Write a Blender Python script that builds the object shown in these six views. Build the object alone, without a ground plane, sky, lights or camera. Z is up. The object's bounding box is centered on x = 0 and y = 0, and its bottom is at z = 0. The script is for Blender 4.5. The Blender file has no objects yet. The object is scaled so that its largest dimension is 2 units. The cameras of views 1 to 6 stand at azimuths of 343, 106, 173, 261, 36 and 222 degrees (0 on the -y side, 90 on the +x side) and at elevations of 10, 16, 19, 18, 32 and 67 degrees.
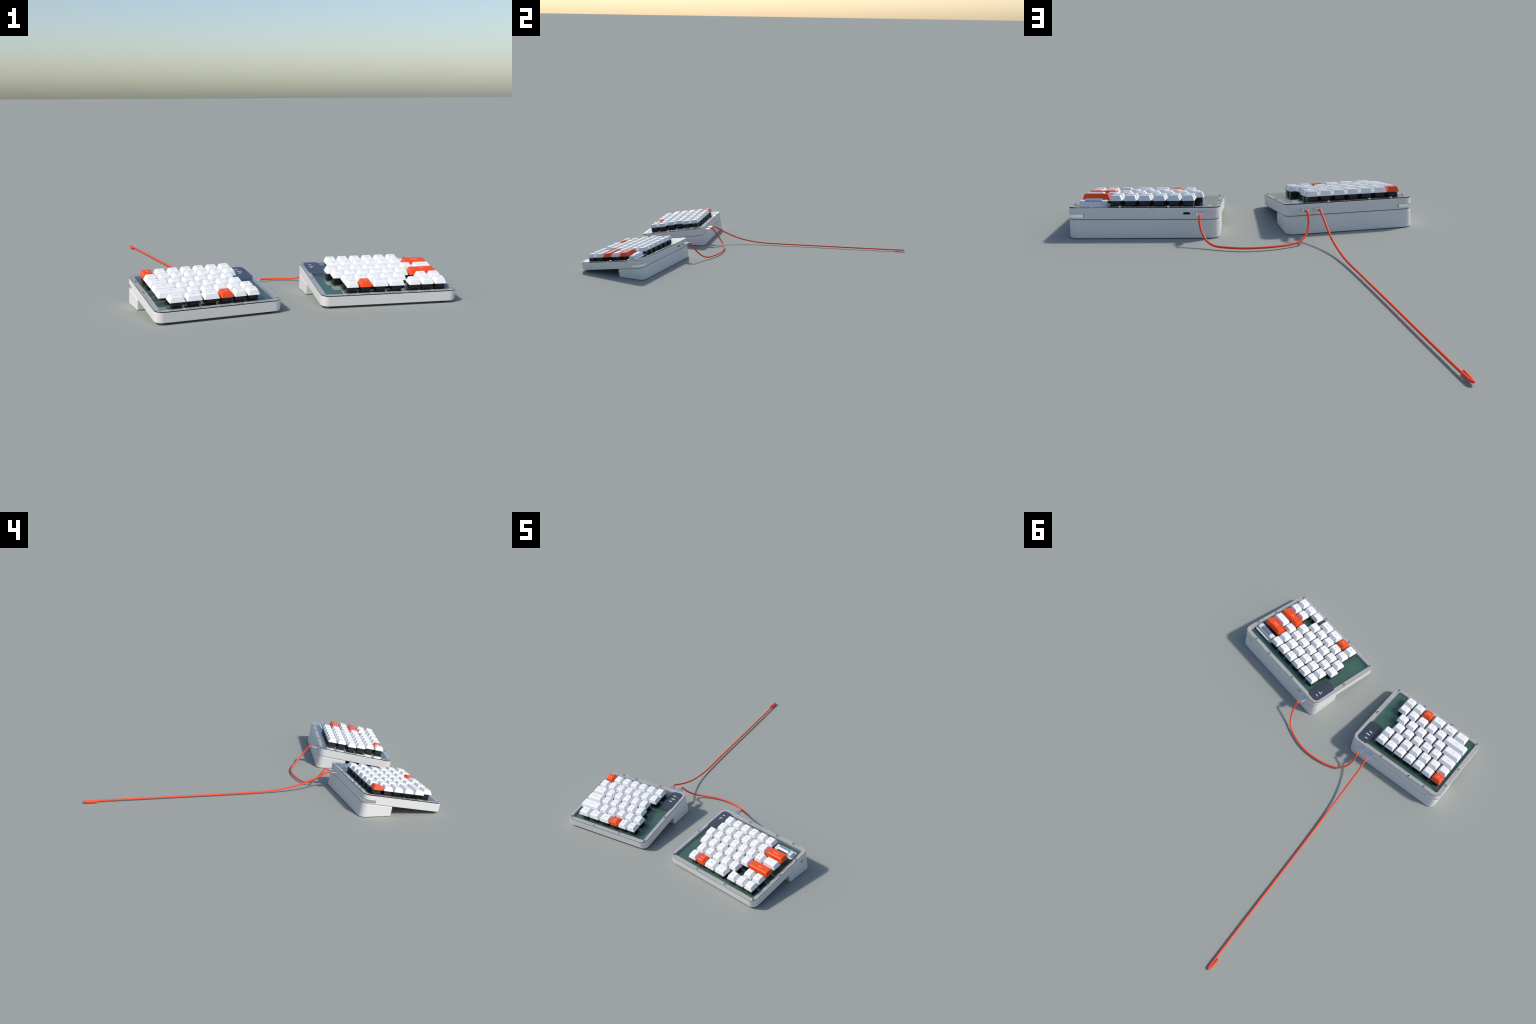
# A split mechanical keyboard: two tilted tray cases on riser feet, clear cover
# plates over green circuit boards, white and orange keycaps, two small displays,
# a roller module, ribbed corner strips and orange cables.
import bpy, bmesh, math
from mathutils import Vector, Matrix

# ------------------------------------------------------------------ frames
PITCH = 0.0638                 # one key unit
TILT = math.radians(9.08)
W_BOT, W_CASE, W_PLATE0, W_PLATE1 = -0.0534, -0.0050, -0.0047, -0.0004
W_PCB = -0.0205
CORNER = 0.037
V0, V1 = -0.0205, 0.4561       # front and back of a case


def frame(ox, oy, oz, yaw):
    cy, sy, ct, st = math.cos(yaw), math.sin(yaw), math.cos(TILT), math.sin(TILT)
    u = Vector((cy, sy, 0))
    v = Vector((-sy * ct, cy * ct, st))
    w = u.cross(v)
    m = Matrix.Identity(4)
    for i in range(3):
        m[i][0], m[i][1], m[i][2] = u[i], v[i], w[i]
    m.translation = Vector((ox, oy, oz))
    return m


OZ = 0.0627
LEFT = dict(m=frame(-0.69964, -0.97740, OZ, math.radians(6.01)), u0=-0.0209, u1=0.5741, side=1)
RIGHT = dict(m=frame(0.08493, -0.91606, OZ, math.radians(-6.0)), u0=-0.0209, u1=0.6387, side=-1)


def ground_w(v):               # local height of the ground under depth v
    return -(OZ + v * math.sin(TILT)) / math.cos(TILT)


# ------------------------------------------------------------------ materials
def material(name, colour, rough=0.5, metal=0.0, spec=0.5, grain=0.0, grain_scale=200.0,
             bump=0.0, bump_scale=400.0, **extra):
    mat = bpy.data.materials.new(name)
    mat.use_nodes = True
    nt = mat.node_tree
    bsdf = nt.nodes["Principled BSDF"]
    bsdf.inputs["Base Color"].default_value = (*colour, 1)
    bsdf.inputs["Roughness"].default_value = rough
    bsdf.inputs["Metallic"].default_value = metal
    bsdf.inputs["Specular IOR Level"].default_value = spec
    for k, val in extra.items():
        bsdf.inputs[k.replace("_", " ")].default_value = val
    if grain or bump:
        co = nt.nodes.new("ShaderNodeTexCoord")
    if grain:
        no = nt.nodes.new("ShaderNodeTexNoise")
        no.inputs["Scale"].default_value = grain_scale
        no.inputs["Detail"].default_value = 3
        nt.links.new(co.outputs["Object"], no.inputs["Vector"])
        ramp = nt.nodes.new("ShaderNodeValToRGB")
        ramp.color_ramp.elements[0].position, ramp.color_ramp.elements[1].position = 0.35, 0.65
        ramp.color_ramp.elements[0].color = (*[c * (1 - grain) for c in colour], 1)
        ramp.color_ramp.elements[1].color = (*[min(1, c * (1 + grain)) for c in colour], 1)
        nt.links.new(no.outputs["Fac"], ramp.inputs["Fac"])
        nt.links.new(ramp.outputs["Color"], bsdf.inputs["Base Color"])
    if bump:
        n2 = nt.nodes.new("ShaderNodeTexNoise")
        n2.inputs["Scale"].default_value = bump_scale
        nt.links.new(co.outputs["Object"], n2.inputs["Vector"])
        b = nt.nodes.new("ShaderNodeBump")
        b.inputs["Strength"].default_value = bump
        b.inputs["Distance"].default_value = 0.0005
        nt.links.new(n2.outputs["Fac"], b.inputs["Height"])
        nt.links.new(b.outputs["Normal"], bsdf.inputs["Normal"])
    return mat


M_CASE = material("light_grey_plastic", (0.73, 0.72, 0.69), 0.55, spec=0.35)
M_FOOT = material("foot_plastic", (0.73, 0.72, 0.69), 0.55, spec=0.35)
M_WHITE = material("white_keycap", (0.885, 0.88, 0.865), 0.30, spec=0.5)
M_ORANGE = material("orange_keycap", (0.90, 0.078, 0.006), 0.32, spec=0.5)
M_LEGEND = material("grey_print", (0.20, 0.20, 0.21), 0.6)
M_LEGEND_W = material("white_print", (0.95, 0.80, 0.78), 0.6)
M_SWITCH = material("black_switch", (0.014, 0.015, 0.017), 0.45)
M_BOARD = material("green_board", (0.078, 0.205, 0.140), 0.5, spec=0.3, grain=0.06, grain_scale=35)
M_PANEL = material("slate_panel", (0.058, 0.070, 0.102), 0.5, grain=0.18, grain_scale=420)
M_METAL = material("polished_metal", (0.80, 0.82, 0.85), 0.28, metal=1.0)
M_ROLLER = material("roller_metal", (0.70, 0.73, 0.80), 0.38, metal=1.0)
M_SCREW = material("screw_metal", (0.64, 0.65, 0.68), 0.16, metal=1.0)
M_STRIP = material("strip_metal", (0.86, 0.88, 0.87), 0.22, metal=1.0)
M_CABLE = material("orange_cable", (0.90, 0.073, 0.018), 0.5, spec=0.35)
M_BLACK = material("black_rubber", (0.012, 0.012, 0.013), 0.7)
M_MODULE = material("module_plastic", (0.72, 0.72, 0.73), 0.5)
M_GLASS = material("clear_acrylic", (0.99, 0.992, 0.995), 0.0, Transmission_Weight=1.0, IOR=1.46)
M_GLOW = material("display_light", (0.75, 0.9, 1.0), 0.5, Emission_Color=(0.75, 0.92, 1.0, 1), Emission_Strength=0.8)

# ------------------------------------------------------------------ object helpers
ROOT = bpy.data.objects.new("split_keyboard", None)
ROOT.empty_display_size = 0.1
bpy.context.scene.collection.objects.link(ROOT)
ROOT["label"] = "white split mechanical keyboard with orange accent keys and cables"
ROOT["category"] = "keyboard"


def add(name, mesh, parent=None, matrix=None, kind=None):
    ob = bpy.data.objects.new(name, mesh)
    bpy.context.scene.collection.objects.link(ob)
    ob.parent = parent or ROOT
    if matrix is not None:
        ob.matrix_basis = (parent_world(parent).inverted() @ matrix) if parent else matrix
    if kind:
        ob["kind"] = kind
    return ob


def parent_world(ob):
    m = ob.matrix_basis.copy()
    while ob.parent:
        ob = ob.parent
        m = ob.matrix_basis @ m
    return m


def weighted_normals(me):
    """area-weighted corner normals inside each smooth fan, so that flats next to small fillets stay flat"""
    bm = bmesh.new()
    bm.from_mesh(me)
    bm.faces.ensure_lookup_table()
    normals = [None] * len(me.loops)
    areas = [f.calc_area() for f in bm.faces]
    for vert in bm.verts:
        todo = set(vert.link_faces)
        while todo:
            fan, stack = [], [todo.pop()]
            while stack:
                f = stack.pop()
                fan.append(f)
                for e in f.edges:
                    if vert in e.verts and e.smooth:
                        for g in e.link_faces:
                            if g in todo:
                                todo.discard(g)
                                stack.append(g)
            n = Vector()
            for f in fan:
                n += f.normal * areas[f.index]
            n.normalize()
            for f in fan:
                for lp in f.loops:
                    if lp.vert is vert:
                        normals[me.polygons[f.index].loop_start + list(f.loops).index(lp)] = n[:]
    bm.free()
    me.normals_split_custom_set(normals)


def to_mesh(bm, name, mat, smooth_angle=40):
    bmesh.ops.recalc_face_normals(bm, faces=bm.faces[:])
    lim = math.radians(smooth_angle)
    for f in bm.faces:
        f.smooth = True
    for e in bm.edges:
        e.smooth = len(e.link_faces) == 2 and e.calc_face_angle(0) < lim
    me = bpy.data.meshes.new(name)
    bm.to_mesh(me)
    bm.free()
    me.materials.append(mat)
    weighted_normals(me)
    return me


def rounded(u0, u1, v0, v1, r, n=8):
    if not isinstance(r, (tuple, list)):
        r = (r,) * 4
    pts = []
    for (cu, cv, a0), rr in zip(((u1 - r[0], v0 + r[0], -90), (u1 - r[1], v1 - r[1], 0), (u0 + r[2], v1 - r[2], 90), (u0 + r[3], v0 + r[3], 180)), r):
        for i in range(n + 1):
            a = math.radians(a0 + 90 * i / n)
            pts.append((cu + rr * math.cos(a), cv + rr * math.sin(a)))
    return pts


def loft(bm, rings, cap0=True, cap1=True):
    loops = [[bm.verts.new(p) for p in ring] for ring in rings]
    n = len(loops[0])
    for a, b in zip(loops[:-1], loops[1:]):
        for i in range(n):
            bm.faces.new((a[i], a[(i + 1) % n], b[(i + 1) % n], b[i]))
    if cap0:
        bm.faces.new(loops[0][::-1])
    if cap1:
        bm.faces.new(loops[-1])


def slab(bm, u0, u1, v0, v1, w0, w1, r, edge=0.0, n=8, edge_bottom=None):
    """rounded plan slab whose rims are rounded over by `edge`"""
    eb = edge if edge_bottom is None else edge_bottom
    rings = []
    steps = 4
    def ring(inset, w):
        return [(x, y, w) for x, y in rounded(u0 + inset, u1 - inset, v0 + inset, v1 - inset, max(r - inset, 0.0004), n)]
    if eb:
        for i in range(steps):
            a = math.pi / 2 * i / steps
            rings.append(ring(eb * (1 - math.sin(a)), w0 + eb * (1 - math.cos(a))))
        rings.append(ring(0, w0 + eb))
    else:
        rings.append(ring(0, w0))
    if edge:
        for i in range(steps + 1):
            a = math.pi / 2 * i / steps
            rings.append(ring(edge * (1 - math.cos(a)), w1 - edge * (1 - math.sin(a))))
    else:
        rings.append(ring(0, w1))
    loft(bm, rings)


def cylinder(bm, cu, cv, w0, w1, r, n=24, edge=0.0):
    def ring(rr, w):
        return [(cu + rr * math.cos(math.tau * i / n), cv + rr * math.sin(math.tau * i / n), w) for i in range(n)]
    rings = [ring(r, w0)]
    if edge:
        for i in range(4):
            a = math.pi / 2 * i / 3
            rings.append(ring(r - edge * (1 - math.cos(a)), w1 - edge * (1 - math.sin(a))))
    else:
        rings.append(ring(r, w1))
    loft(bm, rings)


def boolean_cut(ob, cutter_bm):
    me = bpy.data.meshes.new("cutter")
    bmesh.ops.recalc_face_normals(cutter_bm, faces=cutter_bm.faces[:])
    cutter_bm.to_mesh(me)
    cutter_bm.free()
    cut = bpy.data.objects.new("cutter", me)
    bpy.context.scene.collection.objects.link(cut)
    cut.matrix_world = ob.matrix_basis
    mod = ob.modifiers.new("cut", "BOOLEAN")
    mod.operation, mod.object, mod.solver = "DIFFERENCE", cut, "EXACT"
    bpy.context.view_layer.update()
    dg = bpy.context.evaluated_depsgraph_get()
    new = bpy.data.meshes.new_from_object(ob.evaluated_get(dg))
    ob.modifiers.clear()
    old = ob.data
    ob.data = new
    new.name = old.name
    bpy.data.meshes.remove(old)
    bpy.data.objects.remove(cut)
    bpy.data.meshes.remove(me)
    bm = bmesh.new()
    bm.from_mesh(new)
    for e in bm.edges:
        e.smooth = len(e.link_faces) == 2 and e.calc_face_angle(0) < math.radians(32)
    bm.to_mesh(new)
    bm.free()
    weighted_normals(new)


def text_mesh(body, size, mat):
    cu = bpy.data.curves.new("legend", "FONT")
    cu.body, cu.size, cu.extrude = body, size, 0.00012
    cu.align_x, cu.align_y = "CENTER", "CENTER"
    cu.resolution_u = 3
    cu.space_line = 1.3
    ob = bpy.data.objects.new("legend", cu)
    bpy.context.scene.collection.objects.link(ob)
    bpy.context.view_layer.update()
    me = bpy.data.meshes.new_from_object(ob.evaluated_get(bpy.context.evaluated_depsgraph_get()))
    bpy.data.objects.remove(ob)
    bpy.data.curves.remove(cu)
    me.materials.clear()
    me.materials.append(mat)
    return me


# ------------------------------------------------------------------ keys
KEY_W0 = 0.0195
KEY_TOP_F, KEY_TOP_B = 0.0420, 0.0450
HALF = 0.0288


def keycap_mesh(units, mat):
    """tapered cap: square foot, smaller sloped and softly dished top"""
    hu = HALF + (units - 1) * PITCH / 2
    tu = hu - 0.0084
    bm = bmesh.new()
    v = [bm.verts.new(p) for p in ((-hu, -HALF, KEY_W0), (hu, -HALF, KEY_W0), (hu, HALF, KEY_W0), (-hu, HALF, KEY_W0),
                                   (-tu, -0.0202, KEY_TOP_F), (tu, -0.0202, KEY_TOP_F), (tu, 0.0206, KEY_TOP_B), (-tu, 0.0206, KEY_TOP_B))]
    for f in ((3, 2, 1, 0), (4, 5, 6, 7), (0, 1, 5, 4), (1, 2, 6, 5), (2, 3, 7, 6), (3, 0, 4, 7)):
        bm.faces.new([v[i] for i in f])
    bm.edges.ensure_lookup_table()
    upright = [e for e in bm.edges if abs(e.verts[0].co.z - e.verts[1].co.z) > 0.01]
    bmesh.ops.bevel(bm, geom=upright, offset=0.0030, segments=3, affect="EDGES", profile=0.5)
    rim = [e for e in bm.edges if min(x.co.z for x in e.verts) > KEY_TOP_F - 0.002]
    bmesh.ops.bevel(bm, geom=rim, offset=0.0034, segments=4, affect="EDGES", profile=0.5)
    return to_mesh(bm, "keycap", mat, 38)


def switch_mesh():
    bm = bmesh.new()
    h, t = 0.0228, 0.0215
    loft(bm, [[(x, y, w) for x, y in rounded(-s, s, -s, s, 0.0025, 2)] for s, w in
              ((0.0190, W_PCB), (0.0190, W_PLATE1 - 0.0002), (h - 0.0004, W_PLATE1 - 0.0002), (h, W_PLATE1 + 0.0008), (h, 0.0012), (h - 0.0006, 0.0022), (t, 0.0165))])
    loft(bm, [[(x, y, w) for x, y in rounded(-s, s, -s, s, 0.002, 2)] for s, w in ((0.0115, 0.0160), (0.0105, 0.0205))])
    return to_mesh(bm, "key_switch", M_SWITCH, 30)


CAPS, LEGENDS = {}, {}
SWITCH = switch_mesh()
SLOPE = math.atan2(KEY_TOP_B - KEY_TOP_F, 0.0408)


def top_w(v):
    return KEY_TOP_F + (v + 0.0202) * math.tan(SLOPE) + 0.00003


def key(half, u, row, units, legend, orange=False):
    v = 0.0488 + PITCH * row
    place = half["m"] @ Matrix.Translation((u, v, 0))
    if (units, orange) not in CAPS:
        CAPS[units, orange] = keycap_mesh(units, M_ORANGE if orange else M_WHITE)
    cap = add("keycap", CAPS[units, orange], None, place)
    add("key_switch", SWITCH, None, place)
    lines = legend.split("|")
    for i, body in enumerate(lines):
        if (body, orange) not in LEGENDS:
            size = 0.0098 if len(body) <= 3 else 0.0080
            LEGENDS[body, orange] = text_mesh(body, size, M_LEGEND_W if orange else M_LEGEND)
        dv = 0.0 if len(lines) == 1 else (0.0075 if i == 0 else -0.0065)
        spot = place @ Matrix.Translation((0, dv, top_w(dv))) @ Matrix.Rotation(SLOPE, 4, "X")
        add("legend", LEGENDS[body, orange], cap, spot)


def row_of_keys(half, start, row, keys):
    """start = left edge in metres; keys = (width in units, legend, orange) one after another; legend None leaves a gap"""
    u = start
    for item in keys:
        units, legend = item[0], item[1]
        if legend is not None:
            key(half, u + units * PITCH / 2, row, units, legend, len(item) > 2)
        u += units * PITCH


def single(text):
    return [(1, t) for t in text.split()]


SYM = dict(zip("1234567890-=", "!@#$%^&*()_+"))
L0 = 0.0172
row_of_keys(LEFT, L0, 5, [(1, "Esc", 1)] + single("F1 F2 F3 F4 F5 F6"))
row_of_keys(LEFT, L0, 4, [(1, "~|`")] + [(1, SYM[c] + "|" + c) for c in "123456"])
row_of_keys(LEFT, L0, 3, [(1.5, "Tab")] + single("Q W E R T"))
row_of_keys(LEFT, L0, 2, [(1.75, "Caps")] + single("A S D F G"))
row_of_keys(LEFT, L0, 1, [(2.25, "Shift")] + single("Z X C V B"))
row_of_keys(LEFT, L0 + PITCH / 2, 0, [(1.25, "Ctrl"), (1.25, "Win"), (1.25, "Alt"), (1, "Lower", 1), (1, "Space"), (1, "Enter")])

R0 = 0.1219 - PITCH / 2
row_of_keys(RIGHT, R0, 5, single("F7 F8 F9 F10 F11 F12"))
row_of_keys(RIGHT, R0, 4, [(1, SYM[c] + "|" + c) for c in "7890-="] + [(2, "Backspace", 1)])
row_of_keys(RIGHT, R0 - 0.5 * PITCH, 3, single("Y U I O P") + [(1, "{|["), (1, "}|]"), (1.5, "||\\".replace("||", "¦|"))])
row_of_keys(RIGHT, R0 - 0.25 * PITCH, 2, single("H J K L") + [(1, ":|;"), (1, "\"|'"), (2.25, "Enter", 1)])
row_of_keys(RIGHT, R0 + 0.25 * PITCH, 1, single("N M") + [(1, "<|,"), (1, ">|."), (1, "?|/"), (0.75, None), (1, "^"), (1, "End")])
row_of_keys(RIGHT, R0 + 0.25 * PITCH, 0, [(1, "Space"), (1, "Raise", 1), (1.25, "Alt"), (1.25, "Fn"), (0.25, None), (1, "<"), (1, "v"), (1, ">")])

# ------------------------------------------------------------------ cases, plates, boards, feet
W_STRIP0, W_STRIP1 = -0.0456, -0.0307     # ribbed strip wrapped round the outer back corner
PORT_W = -0.0284


def corner_path(h, extra):
    """outline points and outward normals from the back edge round the outer corner to the side edge"""
    edge, sx = (h["u0"], 1) if h is LEFT else (h["u1"], -1)
    run = 0.0690 + extra
    n_line, n_arc = 10, 26
    pts = []
    for i in range(n_line):
        d = run + (CORNER - run) * i / n_line
        pts.append((edge + sx * d, V1, 0.0, 1.0))
    for i in range(n_arc + 1):
        a = math.radians(90 + 90 * i / n_arc)
        pts.append((edge + sx * (CORNER + CORNER * math.cos(a)), V1 - CORNER + CORNER * math.sin(a), sx * math.cos(a), math.sin(a)))
    for i in range(1, n_line + 1):
        d = CORNER + (run - CORNER) * i / n_line
        pts.append((edge, V1 - d, -sx, 0.0))
    return pts


def corner_band(h, extra, inner, outer, w0, w1, ribs=0.0):
    bm = bmesh.new()
    pts = corner_path(h, extra)
    rings = []
    for i, (x, y, nx, ny) in enumerate(pts):
        o = outer - (ribs if i % 2 else 0)
        rings.append([(x - nx * inner, y - ny * inner, w0), (x + nx * o, y + ny * o, w0), (x + nx * o, y + ny * o, w1), (x - nx * inner, y - ny * inner, w1)])
    loft(bm, rings)
    return bm


def case_mesh(h):
    bm = bmesh.new()
    wall, inner_r = 0.0243, 0.013

    def ring(inset, w, r):
        return [(x, y, w) for x, y in rounded(h["u0"] + inset, h["u1"] - inset, V0 + inset, V1 - inset, r, 10)]
    rings = [ring(0.0030, W_BOT, CORNER - 0.003), ring(0.0009, W_BOT + 0.0009, CORNER - 0.0009), ring(0, W_BOT + 0.003, CORNER),
             ring(0, W_CASE - 0.0008, CORNER), ring(0.0008, W_CASE, CORNER - 0.0008),
             ring(wall, W_CASE, inner_r), ring(wall, W_PCB - 0.006, inner_r)]
    loft(bm, rings)
    return to_mesh(bm, "case", M_CASE, 32)


def oval_prism(bm, cu, w, hu, hw, v0, v1):
    """flat oval bar running along the depth axis"""
    ends = rounded(cu - hu, cu + hu, w - hw, w + hw, hw * 0.98, 6)
    loft(bm, [[(x, v0, z) for x, z in ends], [(x, v1, z) for x, z in ends]])


def build_half(h, ports):
    case = add("case", case_mesh(h), None, h["m"])
    boolean_cut(case, corner_band(h, 0.0032, 0.0070, 0.0050, W_STRIP0 - 0.0004, W_STRIP1 + 0.0007))
    for p in ports:
        bm = bmesh.new()
        oval_prism(bm, p, PORT_W, 0.0156, 0.0054, V1 - 0.0200, V1 + 0.01)
        boolean_cut(case, bm)
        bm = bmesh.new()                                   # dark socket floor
        oval_prism(bm, p, PORT_W, 0.0154, 0.0052, V1 - 0.0205, V1 - 0.0100)
        add("socket", to_mesh(bm, "socket", M_BLACK), None, h["m"])

    band = corner_band(h, 0.0, 0.0066, 0.0020, W_STRIP0, W_STRIP1, 0.0006)
    add("corner_strip", to_mesh(band, "corner_strip", M_STRIP, 15), None, h["m"])

    # circuit board
    bm = bmesh.new()
    slab(bm, h["u0"] + 0.0240, h["u1"] - 0.0240, V0 + 0.0240, V1 - 0.0240, W_PCB - 0.005, W_PCB, 0.012, 0)
    add("circuit_board", to_mesh(bm, "circuit_board", M_BOARD), None, h["m"])
    spot = (0.0244, 0.4088) if h is LEFT else (0.597, 0.4102)
    bm = bmesh.new()
    cylinder(bm, *spot, W_PCB - 0.001, W_PCB + 0.0006, 0.0032, 16)  # black disc added to stand in for a mounting hole; board stays uncut
    add("hole_disc", to_mesh(bm, "hole_disc", M_BLACK), None, h["m"])

    # clear cover plate
    bm = bmesh.new()
    slab(bm, h["u0"], h["u1"], V0, V1, W_PLATE0, W_PLATE1, CORNER, 0.0004, 10)
    add("cover_plate", to_mesh(bm, "cover_plate", M_GLASS, 25), None, h["m"])

    # riser foot: same outline as the back of the case, cut level with the ground
    bm = bmesh.new()
    f0, top = 0.2772, W_BOT - 0.0020

    def foot(inset, w):
        base = rounded(h["u0"] + 0.0008 + inset, h["u1"] - 0.0008 - inset, f0 + inset, V1 - 0.0006 - inset,
                       (0.003, CORNER - inset, CORNER - inset, 0.003), 8)
        return [(x, y, ground_w(y) if w is None else w) for x, y in base]
    rings = [foot(0.0006, None), [(x, y, ground_w(y) + 0.0012) for x, y, _ in foot(0, None)]]
    e = 0.0052
    for i in range(5):
        a = math.pi / 2 * i / 4
        rings.append(foot(e * (1 - math.cos(a)), top - e * (1 - math.sin(a))))
    loft(bm, rings)
    add("riser_foot", to_mesh(bm, "riser_foot", M_FOOT, 32), None, h["m"])
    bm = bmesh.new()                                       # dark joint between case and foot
    slab(bm, h["u0"] + 0.006, h["u1"] - 0.006, f0 + 0.006, V1 - 0.006, top - 0.001, W_BOT + 0.001, CORNER - 0.006)
    add("foot_joint", to_mesh(bm, "foot_joint", M_BLACK), None, h["m"])

    # front bumpers
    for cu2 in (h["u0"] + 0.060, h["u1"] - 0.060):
        bm = bmesh.new()
        loft(bm, [[(cu2 + 0.017 * math.cos(math.tau * i / 28), 0.008 + 0.017 * math.sin(math.tau * i / 28),
                    (ground_w(0.008 + 0.017 * math.sin(math.tau * i / 28)) if k == 0 else W_BOT + 0.001)) for i in range(28)] for k in (0, 1)])
        add("rubber_bumper", to_mesh(bm, "rubber_bumper", M_BLACK), None, h["m"])


build_half(LEFT, [])
build_half(RIGHT, [0.1234])

# ------------------------------------------------------------------ screws
def screw_mesh():
    bm = bmesh.new()
    n, r, top, sink = 24, 0.0060, 0.0040, 0.0007
    def ring(rr, w, hexed=False):
        out = []
        for i in range(n):
            a = math.tau * i / n
            k = rr
            if hexed:
                b = (a + math.pi / 6) % (math.pi / 3) - math.pi / 6
                k = rr * math.cos(math.pi / 6) / math.cos(b)
            out.append((k * math.cos(a), k * math.sin(a), w))
        return out
    loft(bm, [ring(0.0028, -0.018), ring(0.0028, W_PLATE1 + 0.0001), ring(r, W_PLATE1 + 0.0001), ring(r, top - 0.0016), ring(r - 0.0005, top - 0.0005), ring(r - 0.0016, top),
              ring(0.0030, top, True), ring(0.0029, top - sink, True)])
    return to_mesh(bm, "screw", M_SCREW, 40)


SCREW = screw_mesh()
for half, places in ((LEFT, [(0, 0), (0.182, -0.0098), (0.3725, -0.0098), (0.5536, 0), (0.5622, 0.2186), (0.372, 0.4453), (0.1822, 0.4456), (0.0814, 0.4456), (-0.0097, 0.3564), (-0.0097, 0.2188)]),
                     (RIGHT, [(0, 0), (0.2028, -0.0095), (0.4149, -0.0095), (0.6182, 0), (0.6264, 0.2196), (0.6264, 0.3557), (0.5371, 0.4456), (0.4141, 0.4456), (0.2029, 0.4456), (-0.0093, 0.2194)])):
    for u, v in places:
        add("screw", SCREW, None, half["m"] @ Matrix.Translation((u, v, 0)))

# ------------------------------------------------------------------ displays
W_SCREEN = -0.00485


def display(h, u0, u1, marks):
    bm = bmesh.new()
    slab(bm, u0, u1, 0.282, 0.4405, -0.0190, W_SCREEN, 0.024, 0.0012, 10, 0.0)
    panel = add("display_panel", to_mesh(bm, "display_panel", M_PANEL, 40), None, h["m"])
    bm = bmesh.new()
    for u, v, du, dv in marks:
        loft(bm, [[(x, y, w) for x, y in rounded(u - du, u + du, v - dv, v + dv, min(du, dv) * 0.6, 2)] for w in (W_SCREEN - 0.0002, W_SCREEN + 0.00018)])
    add("display_marks", to_mesh(bm, "display_marks", M_GLOW), panel, h["m"])


# three short lines of lit glyph strokes on the left, fewer on the right
display(LEFT, 0.4765, 0.5570, [
    (0.5045, 0.4060, 0.0020, 0.0030), (0.5105, 0.4045, 0.0030, 0.0022), (0.5160, 0.4065, 0.0014, 0.0034),
    (0.5050, 0.3790, 0.0024, 0.0016), (0.5125, 0.3785, 0.0030, 0.0036), (0.5195, 0.3780, 0.0022, 0.0030), (0.5260, 0.3785, 0.0028, 0.0020),
    (0.5040, 0.3575, 0.0014, 0.0034), (0.5100, 0.3560, 0.0034, 0.0024), (0.5160, 0.3555, 0.0018, 0.0030), (0.5205, 0.3545, 0.0014, 0.0018)])
display(RIGHT, -0.0050, 0.0755, [
    (0.0205, 0.4045, 0.0022, 0.0028), (0.0265, 0.4040, 0.0026, 0.0022), (0.0315, 0.4050, 0.0014, 0.0032),
    (0.0205, 0.3810, 0.0018, 0.0032), (0.0265, 0.3800, 0.0030, 0.0028), (0.0345, 0.3805, 0.0036, 0.0018),
    (0.0230, 0.3690, 0.0016, 0.0026), (0.0272, 0.3675, 0.0020, 0.0020)])

# ------------------------------------------------------------------ roller module on the right half
bm = bmesh.new()
slab(bm, 0.4660, 0.6095, 0.340, 0.3990, -0.0040, 0.0018, 0.012, 0.0015)
module = add("roller_module", to_mesh(bm, "roller_module", M_MODULE, 40), None, RIGHT["m"])
RC = (0.3676, 0.0092)                                       # roller axis: depth, height


def block(u0, u1):
    bm = bmesh.new()
    v0, v1, w0, w1, r = RC[0] - 0.0185, RC[0] + 0.0185, 0.0005, 0.0208, 0.0062
    prof = [(v0, w0), (v1, w0)]
    for a0, cv in ((0, v1 - r), (90, v0 + r)):
        for i in range(6):
            a = math.radians(a0 + 90 * i / 5)
            prof.append((cv + r * math.cos(a), w1 - r + r * math.sin(a)))
    rings = []
    e = 0.0022
    cvm, cwm = RC[0], 0.0100
    for u, k in ((u0, 1 - e / 0.0185), (u0 + e * 0.3, 1 - e * 0.3 / 0.0185), (u0 + e, 1), (u1 - e, 1), (u1 - e * 0.3, 1 - e * 0.3 / 0.0185), (u1, 1 - e / 0.0185)):
        rings.append([(u, cvm + (v - cvm) * k, cwm + (w - cwm) * k) for v, w in prof])
    loft(bm, rings)
    add("roller_bracket", to_mesh(bm, "roller_bracket", M_MODULE, 35), module, RIGHT["m"])


block(0.4800, 0.5030)
block(0.5760, 0.5995)
bm = bmesh.new()
n = 72
rings = []
for u, r in ((0.5030, 0.0150), (0.5034, 0.0182), (0.5044, 0.0187), (0.5746, 0.0187), (0.5756, 0.0182), (0.5760, 0.0150)):
    rings.append([(u, RC[0] + (r - (0.0004 if i % 2 else 0)) * math.cos(math.tau * i / n), RC[1] + (r - (0.0004 if i % 2 else 0)) * math.sin(math.tau * i / n)) for i in range(n)])
loft(bm, rings)
add("roller", to_mesh(bm, "roller", M_ROLLER, 50), module, RIGHT["m"])

# ------------------------------------------------------------------ plugs and cables
CABLE_R = 0.0049
PLUG_END = 0.4990


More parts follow.
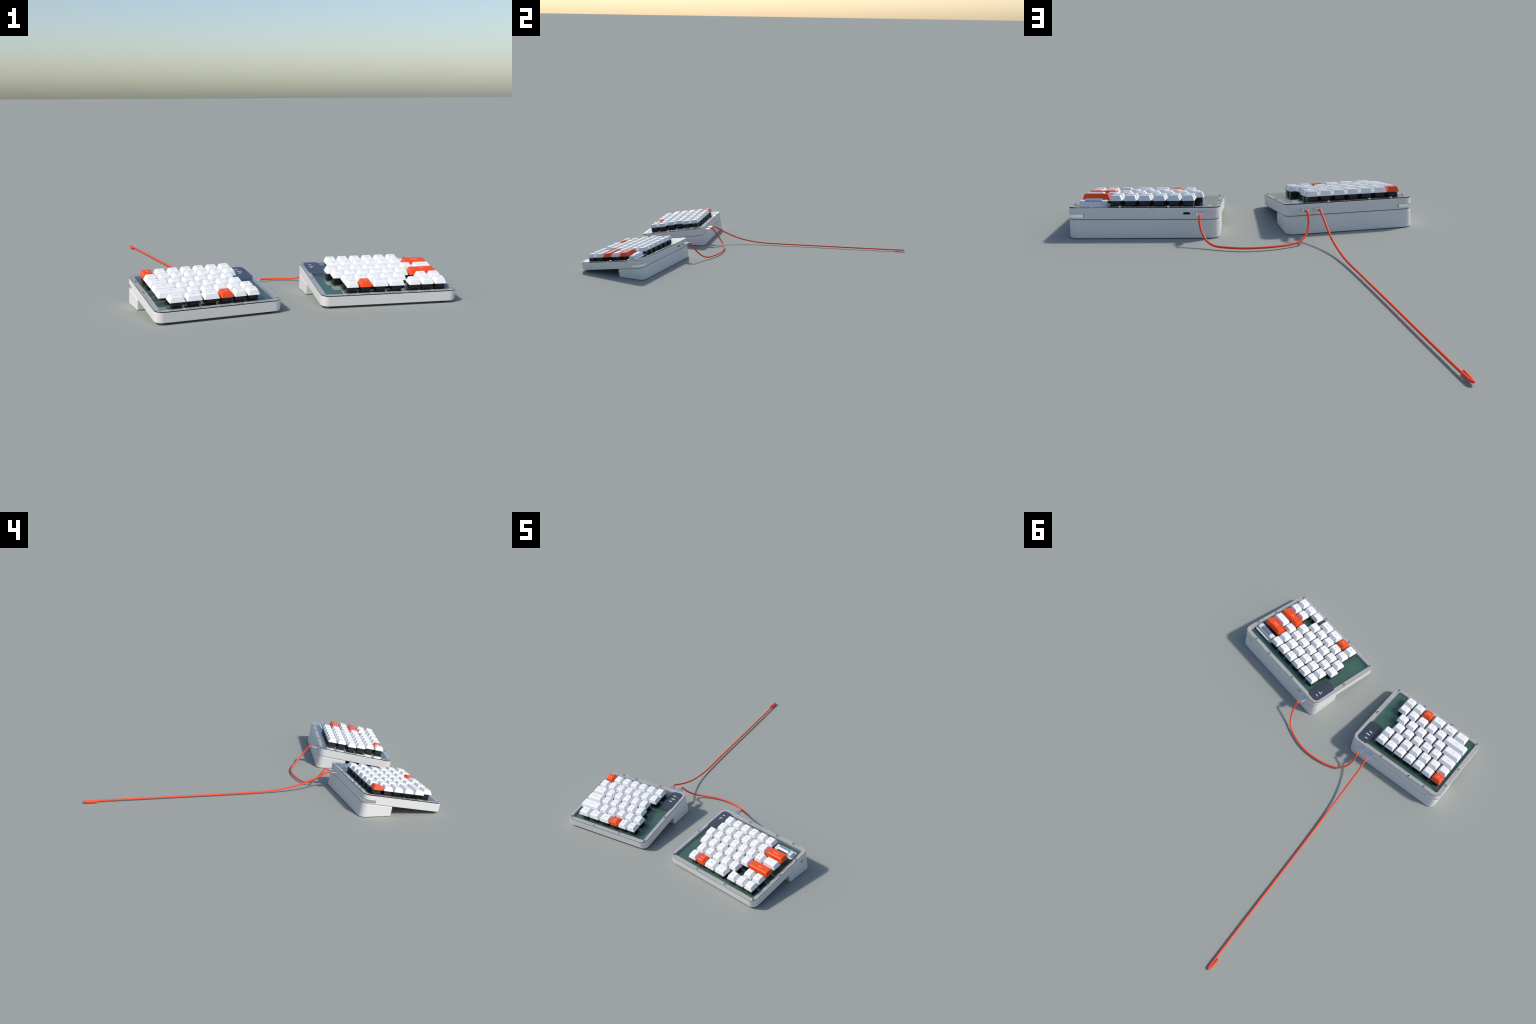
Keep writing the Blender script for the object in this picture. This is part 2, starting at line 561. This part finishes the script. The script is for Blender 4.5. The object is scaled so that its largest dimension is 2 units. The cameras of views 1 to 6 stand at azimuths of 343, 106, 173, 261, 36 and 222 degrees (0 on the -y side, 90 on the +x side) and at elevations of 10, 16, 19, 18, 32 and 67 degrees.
def plug(h, u):
    bm = bmesh.new()
    prof = rounded(u - 0.0150, u + 0.0150, PORT_W - 0.0053, PORT_W + 0.0053, 0.0011, 4)
    cu, cw = u, PORT_W
    rings = []
    for v, k in ((V1 - 0.010, 0), (PLUG_END - 0.0012, 0), (PLUG_END - 0.0003, 0.0004), (PLUG_END, 0.0014)):
        rings.append([(cu + (x - cu) * (1 - k / 0.0150), v, cw + (z - cw) * (1 - k / 0.0053)) for x, z in prof])
    loft(bm, rings)
    ob = add("usb_plug", to_mesh(bm, "usb_plug", M_METAL, 35), None, h["m"])
    bm = bmesh.new()
    n = 16
    loft(bm, [[(u + r * math.cos(math.tau * i / n), v, PORT_W + r * math.sin(math.tau * i / n)) for i in range(n)]
              for v, r in ((PLUG_END - 0.001, 0.0053), (PLUG_END + 0.008, 0.0053), (PLUG_END + 0.012, 0.0048))])
    add("strain_relief", to_mesh(bm, "strain_relief", M_CABLE), ob, h["m"])


plug(LEFT, 0.4913)
plug(LEFT, 0.4316)
plug(RIGHT, 0.0637)


def spline(pts, per=14):
    """Catmull-Rom through the control points"""
    pts = [Vector(p) for p in pts]
    ext = [pts[0] * 2 - pts[1]] + pts + [pts[-1] * 2 - pts[-2]]
    out = []
    for i in range(1, len(ext) - 2):
        p0, p1, p2, p3 = ext[i - 1:i + 3]
        t0 = 0.0
        t1 = t0 + max((p1 - p0).length, 1e-6) ** 0.5
        t2 = t1 + max((p2 - p1).length, 1e-6) ** 0.5
        t3 = t2 + max((p3 - p2).length, 1e-6) ** 0.5
        for k in range(per):
            t = t1 + (t2 - t1) * k / per
            a1 = p0 * ((t1 - t) / (t1 - t0)) + p1 * ((t - t0) / (t1 - t0))
            a2 = p1 * ((t2 - t) / (t2 - t1)) + p2 * ((t - t1) / (t2 - t1))
            a3 = p2 * ((t3 - t) / (t3 - t2)) + p3 * ((t - t2) / (t3 - t2))
            b1 = a1 * ((t2 - t) / (t2 - t0)) + a2 * ((t - t0) / (t2 - t0))
            b2 = a2 * ((t3 - t) / (t3 - t1)) + a3 * ((t - t1) / (t3 - t1))
            out.append(b1 * ((t2 - t) / (t2 - t1)) + b2 * ((t - t1) / (t2 - t1)))
    out.append(pts[-1])
    return out


def tube(path, r, n=14):
    bm = bmesh.new()
    tangents = []
    for i in range(len(path)):
        a = path[max(i - 1, 0)]
        b = path[min(i + 1, len(path) - 1)]
        tangents.append((b - a).normalized())
    nrm = tangents[0].orthogonal().normalized()
    rings = []
    for i, p in enumerate(path):
        nrm = (nrm - tangents[i] * nrm.dot(tangents[i])).normalized()
        bi = tangents[i].cross(nrm)
        rings.append([p + (nrm * math.cos(math.tau * k / n) + bi * math.sin(math.tau * k / n)) * r for k in range(n)])
    loft(bm, rings)
    return to_mesh(bm, "cable", M_CABLE, 50)


def at(h, u, v, w):
    return h["m"] @ Vector((u, v, w))


def cable(start, middle, end):
    path = start[:-1] + spline([start[-1]] + middle + [end[0]]) + end[1:]
    add("cable", tube(path, CABLE_R), None, Matrix.Identity(4))


# link cable between the halves, lying in a loop on the ground
cable([at(LEFT, 0.4913, 0.500, PORT_W), at(LEFT, 0.4917, 0.5150, -0.0272)],
      [(-0.2681, -0.4051, 0.103), (-0.2676, -0.3832, 0.074), (-0.2598, -0.3579, 0.047), (-0.2412, -0.3326, 0.025), (-0.2177, -0.3109, 0.0135),
       (-0.185, -0.2947, 0.0090), (-0.1359, -0.2772, 0.0090), (-0.0759, -0.2651, 0.0090), (-0.018, -0.2615, 0.0090), (0.0396, -0.267, 0.0088),
       (0.0981, -0.2837, 0.0088), (0.1448, -0.303, 0.0112), (0.1725, -0.3258, 0.023), (0.1918, -0.3532, 0.049), (0.2019, -0.3831, 0.084)],
      [at(RIGHT, 0.0635, 0.5195, -0.0280), at(RIGHT, 0.0637, 0.500, PORT_W)])

# long host cable, its far end doubled back on itself
path_b = [at(LEFT, 0.4316, 0.500, PORT_W)] + spline([at(LEFT, 0.4316, 0.5158, -0.0265), (-0.3329, -0.3614, 0.087), (-0.3396, -0.2971, 0.060),
          (-0.3468, -0.2316, 0.038), (-0.3561, -0.1628, 0.0235), (-0.3691, -0.0647, 0.0122), (-0.3975, 0.1192, 0.0088), (-0.4335, 0.3638, 0.0085),
          (-0.4740, 0.6490, 0.0085), (-0.5112, 0.9014, 0.0088), (-0.5215, 0.9680, 0.0092)]) + \
    spline([(-0.5245, 0.9850, 0.0094), (-0.5295, 0.9945, 0.0092), (-0.5325, 0.9945, 0.0085), (-0.5335, 0.9840, 0.0078), (-0.5285, 0.9220, 0.0066)], 8)
add("cable", tube(path_b, CABLE_R), None, Matrix.Identity(4))
